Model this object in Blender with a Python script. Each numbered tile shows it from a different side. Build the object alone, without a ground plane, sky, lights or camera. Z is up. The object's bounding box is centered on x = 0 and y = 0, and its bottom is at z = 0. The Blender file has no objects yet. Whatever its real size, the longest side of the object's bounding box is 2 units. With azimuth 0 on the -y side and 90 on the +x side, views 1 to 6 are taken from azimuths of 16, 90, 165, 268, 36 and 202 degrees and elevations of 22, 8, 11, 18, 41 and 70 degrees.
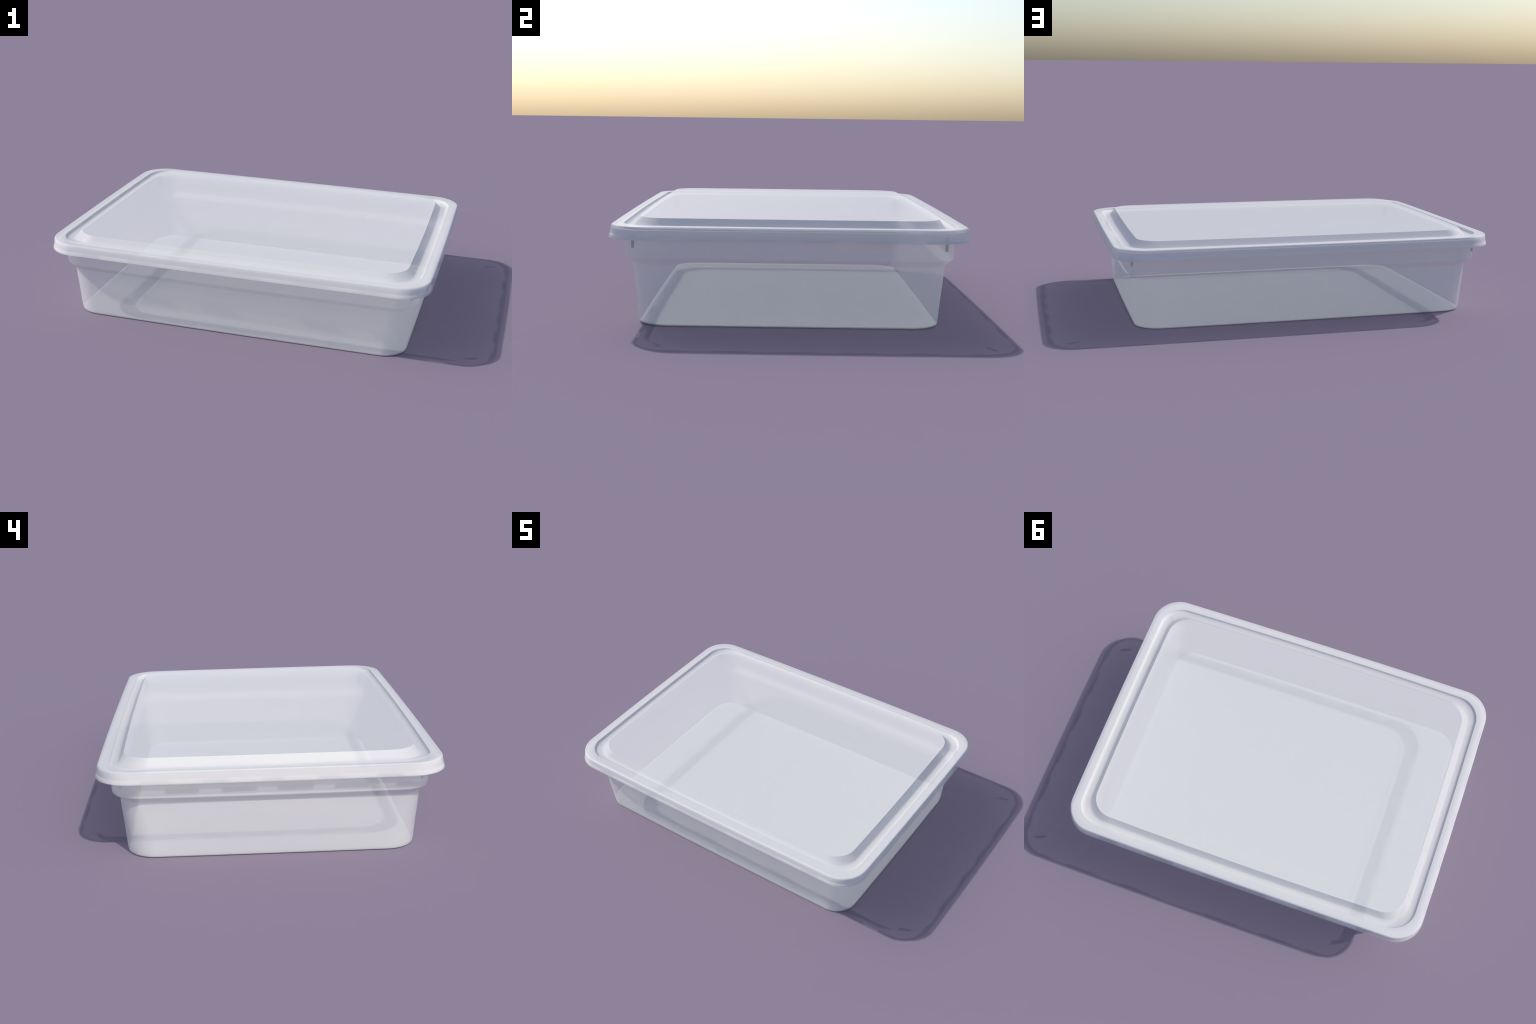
"""Translucent plastic food box with a snap-on lid.

Every wall is lofted: a cross-section profile of rings is swept round a rounded
rectangle.  A ring is (half length d, height z, corner radius r, extra, bow_x,
bow_y): its half width is d - extra, and its straight sides bulge outwards by
bow_x (end walls) and bow_y (long walls) in the middle, as moulded boxes do.
"""
import bpy
import math

CORNER_STEPS = 22
LONG_STEPS, SHORT_STEPS = 150, 110

# straight-side spans (distance from the middle of the side) of the lid's snap hooks
LONG_HOOKS = [(0.180, 0.352), (0.512, 0.678)]
SHORT_HOOKS = [(0.044, 0.189), (0.287, 0.427)]
LONG_CORNER_HOOK, SHORT_CORNER_HOOK = 0.781, 0.546

SHEET = 0.0045               # plastic thickness


# ---------------------------------------------------------------- perimeter
def blend(table, at):
    """Linear interpolation in a short table of (position, value, value, ...)."""
    if at <= table[0][0]:
        return table[0][1:]
    for lo, hi in zip(table, table[1:]):
        if at <= hi[0]:
            t = (at - lo[0]) / (hi[0] - lo[0])
            return tuple(a + (b - a) * t for a, b in zip(lo[1:], hi[1:]))
    return table[-1][1:]


def perimeter(d, r, extra, bow_x, bow_y):
    """Rounded rectangle, counter-clockwise; returns (x, y, outward nx, ny)."""
    hx, hy = d, d - extra
    r = max(r, 0.004)
    cx, cy = hx - r, hy - r
    out = []

    def end_wall(s):
        for i in range(1, SHORT_STEPS):
            t = 2 * i / SHORT_STEPS - 1
            out.append((s * (hx + bow_x * (1 - t * t)), s * cy * t, s, 0))

    def long_wall(s):
        for i in range(1, LONG_STEPS):
            t = 2 * i / LONG_STEPS - 1
            out.append((-s * cx * t, s * (hy + bow_y * (1 - t * t)), 0, s))

    def corner(sx, sy, start):
        for i in range(CORNER_STEPS + 1):
            a = start + math.pi / 2 * i / CORNER_STEPS
            out.append((sx * cx + r * math.cos(a), sy * cy + r * math.sin(a), math.cos(a), math.sin(a)))

    end_wall(1)
    corner(1, 1, 0)
    long_wall(1)
    corner(-1, 1, math.pi / 2)
    end_wall(-1)
    corner(-1, -1, math.pi)
    long_wall(-1)
    corner(1, -1, 3 * math.pi / 2)
    return out


def smooth(t):
    t = min(max(t, 0.0), 1.0)
    return t * t * (3 - 2 * t)


def hooked(x, y, nx, ny, soft=0.02):
    """1 where a snap hook sits on the lid skirt, 0 in the plain stretches."""
    if abs(nx) > 0.999:
        p, spans, end = abs(y), SHORT_HOOKS, SHORT_CORNER_HOOK
    elif abs(ny) > 0.999:
        p, spans, end = abs(x), LONG_HOOKS, LONG_CORNER_HOOK
    else:
        return 1.0
    w = smooth((p - end) / soft + 0.5)
    for a, b in spans:
        w = max(w, smooth((p - a) / soft + 0.5) * smooth((b - p) / soft + 0.5))
    return w


# ---------------------------------------------------------------- profiles
def offset_profile(profile, t):
    """The profile moved by t to its left-hand side (mitred)."""
    out = []
    n = len(profile)
    for i, (d, z, r, *rest) in enumerate(profile):
        d0, z0 = profile[max(i - 1, 0)][:2]
        d1, z1 = profile[min(i + 1, n - 1)][:2]

        def normal(ax, az, bx, bz):
            l = math.hypot(bx - ax, bz - az) or 1.0
            return -(bz - az) / l, (bx - ax) / l
        na = normal(d0, z0, d, z) if i else normal(d, z, d1, z1)
        nb = normal(d, z, d1, z1) if i < n - 1 else na
        mx, mz = na[0] + nb[0], na[1] + nb[1]
        s = max((mx * mx + mz * mz) / 2, 0.4)
        dd, dz = mx / s * t, mz / s * t
        out.append((d + dd, z + dz, max(r + dd, 0.006), *rest))
    return out


def arc(d, z, radius, start, end, steps=6):
    """Circular fillet in the profile plane, angles in degrees."""
    pts = []
    for i in range(steps + 1):
        a = math.radians(start + (end - start) * i / steps)
        pts.append((d + radius * math.cos(a), z + radius * math.sin(a)))
    return pts


def loft(name, profile, cap_start=False, cap_end=False, closed=False, shape=None):
    verts, faces = [], []
    count = 0
    for d, z, *rest in profile:
        ring = perimeter(d, *rest)
        count = len(ring)
        for x, y, nx, ny in ring:
            if shape:
                o, dz = shape(x, y, nx, ny, d, z)
                x, y, zz = x + nx * o, y + ny * o, z + dz
            else:
                zz = z
            verts.append((x, y, zz))
    rings = len(profile)
    for k in range(rings if closed else rings - 1):
        a, b = k * count, ((k + 1) % rings) * count
        for i in range(count):
            j = (i + 1) % count
            faces.append((a + i, a + j, b + j, b + i))
    if cap_start:
        faces.append(tuple(reversed(range(count))))
    if cap_end:
        faces.append(tuple(range((rings - 1) * count, rings * count)))
    return make_mesh(name, verts, faces)


def make_mesh(name, verts, faces, sharp=32):
    import bmesh
    mesh = bpy.data.meshes.new(name)
    mesh.from_pydata(verts, [], faces)
    bm = bmesh.new()
    bm.from_mesh(mesh)
    bmesh.ops.recalc_face_normals(bm, faces=bm.faces)
    bm.to_mesh(mesh)
    bm.free()
    mesh.shade_smooth()
    mesh.set_sharp_from_angle(angle=math.radians(sharp))
    mesh.update()
    return mesh


# ---------------------------------------------------------------- material
def plastic(name, colour, alpha, roughness):
    m = bpy.data.materials.new(name)
    m.use_nodes = True
    nodes, links = m.node_tree.nodes, m.node_tree.links
    shader = nodes["Principled BSDF"]
    coords = nodes.new("ShaderNodeTexCoord")
    noise = nodes.new("ShaderNodeTexNoise")
    noise.inputs["Scale"].default_value = 6.0
    noise.inputs["Detail"].default_value = 3.0
    ramp = nodes.new("ShaderNodeValToRGB")
    ramp.color_ramp.elements[0].position = 0.3
    ramp.color_ramp.elements[0].color = (*[c * 0.998 for c in colour], 1)
    ramp.color_ramp.elements[1].position = 0.7
    ramp.color_ramp.elements[1].color = (*[min(c * 1.002, 1) for c in colour], 1)
    links.new(coords.outputs["Object"], noise.inputs["Vector"])
    links.new(noise.outputs["Fac"], ramp.inputs["Fac"])
    links.new(ramp.outputs["Color"], shader.inputs["Base Color"])
    shader.inputs["Roughness"].default_value = roughness
    shader.inputs["IOR"].default_value = 1.45
    shader.inputs["Alpha"].default_value = alpha
    return m


# each sheet is frosted on its show side and clear on its hidden side
BODY = plastic("frosted_container_plastic", (0.785, 0.785, 0.785), 0.51, 0.5)
BODY_INSIDE = plastic("clear_container_plastic", (0.80, 0.80, 0.80), 0.012, 0.5)
FLOOR = plastic("frosted_floor_plastic", (0.80, 0.80, 0.80), 0.51, 0.5)
RIB = plastic("shaded_rib_plastic", (0.56, 0.56, 0.57), 0.68, 0.5)  # greyed colour: the shade of the ribs' stacked faces is painted in
LID = plastic("frosted_lid_plastic", (0.80, 0.80, 0.80), 0.51, 0.5)
LID_INSIDE = plastic("clear_lid_plastic", (0.80, 0.80, 0.80), 0.012, 0.5)


# ---------------------------------------------------------------- objects
def two_skins(mesh, show, hidden, show_rings, count):
    """First rings of a loft get the frosted skin, the rest the clear one."""
    mesh.materials.append(show)
    mesh.materials.append(hidden)
    first_hidden = show_rings * count
    for p in mesh.polygons:
        p.material_index = 1 if min(p.vertices) >= first_hidden - count and max(p.vertices) >= first_hidden else 0
    return mesh


def add(name, mesh, material, parent):
    if material and not mesh.materials:
        mesh.materials.append(material)
    o = bpy.data.objects.new(name, mesh)
    bpy.context.scene.collection.objects.link(o)
    o.parent = parent
    return o


box = bpy.data.objects.new("food_box", None)
bpy.context.scene.collection.objects.link(box)
box["label"] = "rectangular translucent plastic food box with milky snap-on lid"
box["category"] = "food container"

# --- container: outer skin from the bottom edge up to the turned-down flange lip
# height: corner radius, extra, bow of end walls, bow of long walls
BODY_RINGS = [(0.00, 0.125, 0.2575, 0.0020, 0.0040), (0.12, 0.119, 0.2555, 0.0075, 0.0078),
              (0.21, 0.114, 0.2535, 0.0112, 0.0105), (0.26, 0.113, 0.2532, 0.0108, 0.0100),
              (0.29, 0.1255, 0.2543, 0.0068, 0.0060), (0.335, 0.127, 0.2540, 0.0055, 0.0055),
              (0.40, 0.140, 0.2540, 0.0038, 0.0046)]
outer = [(0.8300, 0.0)]
outer += arc(0.8816, 0.0065, 0.0065, -90, -4)
outer += [(0.8897, 0.020), (0.8908, 0.040), (0.8930, 0.080), (0.8957, 0.125), (0.8985, 0.170), (0.9010, 0.210), (0.9035, 0.252)]
outer += [(0.9043, 0.2580), (0.9060, 0.2612)]
outer += [(0.9310, 0.2835), (0.9347, 0.2872), (0.9362, 0.2915)]
outer += [(0.9374, 0.335), (0.9385, 0.370), (0.9445, 0.388), (0.9560, 0.402), (0.9630, 0.4065)]
outer += [(0.9750, 0.4080), (0.9810, 0.4055), (0.9840, 0.3995), (0.9850, 0.379)]
outer = [(d, z, *blend(BODY_RINGS, z if d < 0.95 else 0.40)) for d, z in outer]
inner = offset_profile(outer, SHEET)
RING = len(perimeter(1.0, 0.1, 0.25, 0, 0))
shell = loft("container", outer + inner[::-1], cap_start=True, cap_end=True)
two_skins(shell, BODY, BODY_INSIDE, len(outer), RING)
shell.materials.append(FLOOR)
for p in shell.polygons:
    if len(p.vertices) > 4 or p.center.z < 0.0052 and abs(p.normal.z) > 0.9:          # the floor sheet is milkier than the walls
        p.material_index = 2
container = add("container", shell, BODY, box)

# --- corner ribs: a small upright post under the flange at each corner
RIB_X, RIB_Y, RIB_HALF, RIB_LOW, RIB_HIGH = 0.9055, 0.6375, 0.0065, 0.327, 0.3880


def rib_mesh():
    v, h = [], RIB_HALF
    for z, s in ((RIB_LOW, 0.92), (RIB_HIGH, 1.0)):
        v += [(-h * s, -h * s, z), (h * s, -h * s, z), (h * s, h * s, z), (-h * s, h * s, z)]
    f = [(3, 2, 1, 0), (4, 5, 6, 7), (0, 1, 5, 4), (1, 2, 6, 5), (2, 3, 7, 6), (3, 0, 4, 7)]
    return make_mesh("corner_rib", v, f)


rib = rib_mesh()
for sx in (1, -1):
    for sy in (1, -1):
        o = add("corner_rib", rib, RIB, container)
        o.location = (sx * RIB_X, sy * RIB_Y, 0)

# --- lid: top skin from the raised panel over the groove and rim down the skirt
PANEL_Z, RIM_Z = 0.4455, 0.4222
LIP_HIGH, LIP_LOW = 0.3880, 0.3664
# half length: corner radius, extra, bow of end sides, bow of long sides
LID_RINGS = [(0.8704, 0.115, 0.2436, 0.0050, 0.0082), (0.9005, 0.116, 0.2481, 0.0055, 0.0085),
             (0.9438, 0.126, 0.2588, 0.0035, 0.0090), (0.9915, 0.150, 0.2601, 0.0038, 0.0048),
             (0.9962, 0.150, 0.2534, 0.0032, 0.0040)]
top = [(0.8300, PANEL_Z), (0.8704, PANEL_Z)]
top += [(0.8850, 0.4270), (0.8965, 0.4125), (0.9005, 0.4098), (0.9050, 0.4084), (0.9120, 0.4076)]
top += [(0.9220, 0.4076), (0.9305, 0.4086), (0.9370, 0.4110), (0.9414, 0.4148), (0.9432, 0.4190)]
top += [(0.9438, RIM_Z), (0.9456, RIM_Z), (0.9850, RIM_Z)]
top += [(0.9884, 0.4219), (0.9908, 0.4205), (0.9922, 0.4181), (0.9928, 0.4140)]
top += [(0.9935, 0.402), (0.9941, 0.3900), (0.9943, 0.3870), (0.9946, 0.3840), (0.9950, 0.3810), (0.9956, 0.3750)]
top += [(0.9960, 0.3684), (0.9952, LIP_LOW)]
top = [(d, z, *blend(LID_RINGS, d)) for d, z in top]
under = offset_profile(top, -SHEET)
under[-1] = (0.9918, LIP_LOW, 0.147, *top[-1][3:])
FLARE = 0.0010


def skirt(x, y, nx, ny, d, z):
    """The lower lip of the skirt flares a little where a hook sits."""
    if d < 0.98 or z > LIP_HIGH:
        return 0.0, 0.0
    return FLARE * hooked(x, y, nx, ny) * smooth((LIP_HIGH - z) / 0.009), 0.0


shell = loft("lid", top + under[::-1], cap_start=True, cap_end=True, shape=skirt)
two_skins(shell, LID, LID_INSIDE, len(top), RING)
lid = add("lid", shell, LID, box)


# --- snap hooks on the inside of the skirt, gripping under the container's lip
def sweep(name, path, section):
    """Sweep a closed section (inset, z) along a path of (x, y, nx, ny)."""
    v, f, n = [], [], len(section)
    last = len(path) - 1
    for k, (x, y, nx, ny) in enumerate(path):
        for q, z in section:
            v.append((x - nx * q, y - ny * q, z))
    for k in range(last):
        for i in range(n):
            j = (i + 1) % n
            f.append((k * n + i, k * n + j, (k + 1) * n + j, (k + 1) * n + i))
    f.append(tuple(reversed(range(n))))
    f.append(tuple(range(last * n, last * n + n)))
    return make_mesh(name, v, f)


HOOK = [(0.0, 0.3680), (0.0030, 0.3670), (0.0080, 0.3685), (0.0115, 0.3720), (0.0115, 0.3750), (0.0090, 0.3772), (0.0, 0.3775)]
HOOK_D, HOOK_R, HOOK_EXTRA, HOOK_BOW_X, HOOK_BOW_Y = 0.9908, 0.1455, 0.2534, 0.0032, 0.0040
short_d = HOOK_D - HOOK_EXTRA
ccx, ccy = HOOK_D - HOOK_R, short_d - HOOK_R
for sign in (1, -1):
    for spans, reach, half, bow, along_x in ((LONG_HOOKS, ccx, short_d, HOOK_BOW_Y, True), (SHORT_HOOKS, ccy, HOOK_D, HOOK_BOW_X, False)):
        for span in spans:
            for s in (1, -1):
                a, b = sorted((s * span[0], s * span[1]))
                path = []
                for i in range(13):
                    p = a + (b - a) * i / 12
                    out = sign * (half + bow * (1 - (p / reach) ** 2))
                    path.append((p, out, 0, sign) if along_x else (out, p, sign, 0))
                add("snap_hook", sweep("snap_hook", path, HOOK), LID, lid)
for sx in (1, -1):
    for sy in (1, -1):
        path = [(sx * HOOK_D, sy * SHORT_CORNER_HOOK, sx, 0)]
        for i in range(CORNER_STEPS + 1):
            a = math.pi / 2 * i / CORNER_STEPS
            path.append((sx * (ccx + HOOK_R * math.cos(a)), sy * (ccy + HOOK_R * math.sin(a)), sx * math.cos(a), sy * math.sin(a)))
        path.append((sx * LONG_CORNER_HOOK, sy * short_d, 0, sy))
        add("snap_hook", sweep("snap_hook", path, HOOK), LID, lid)
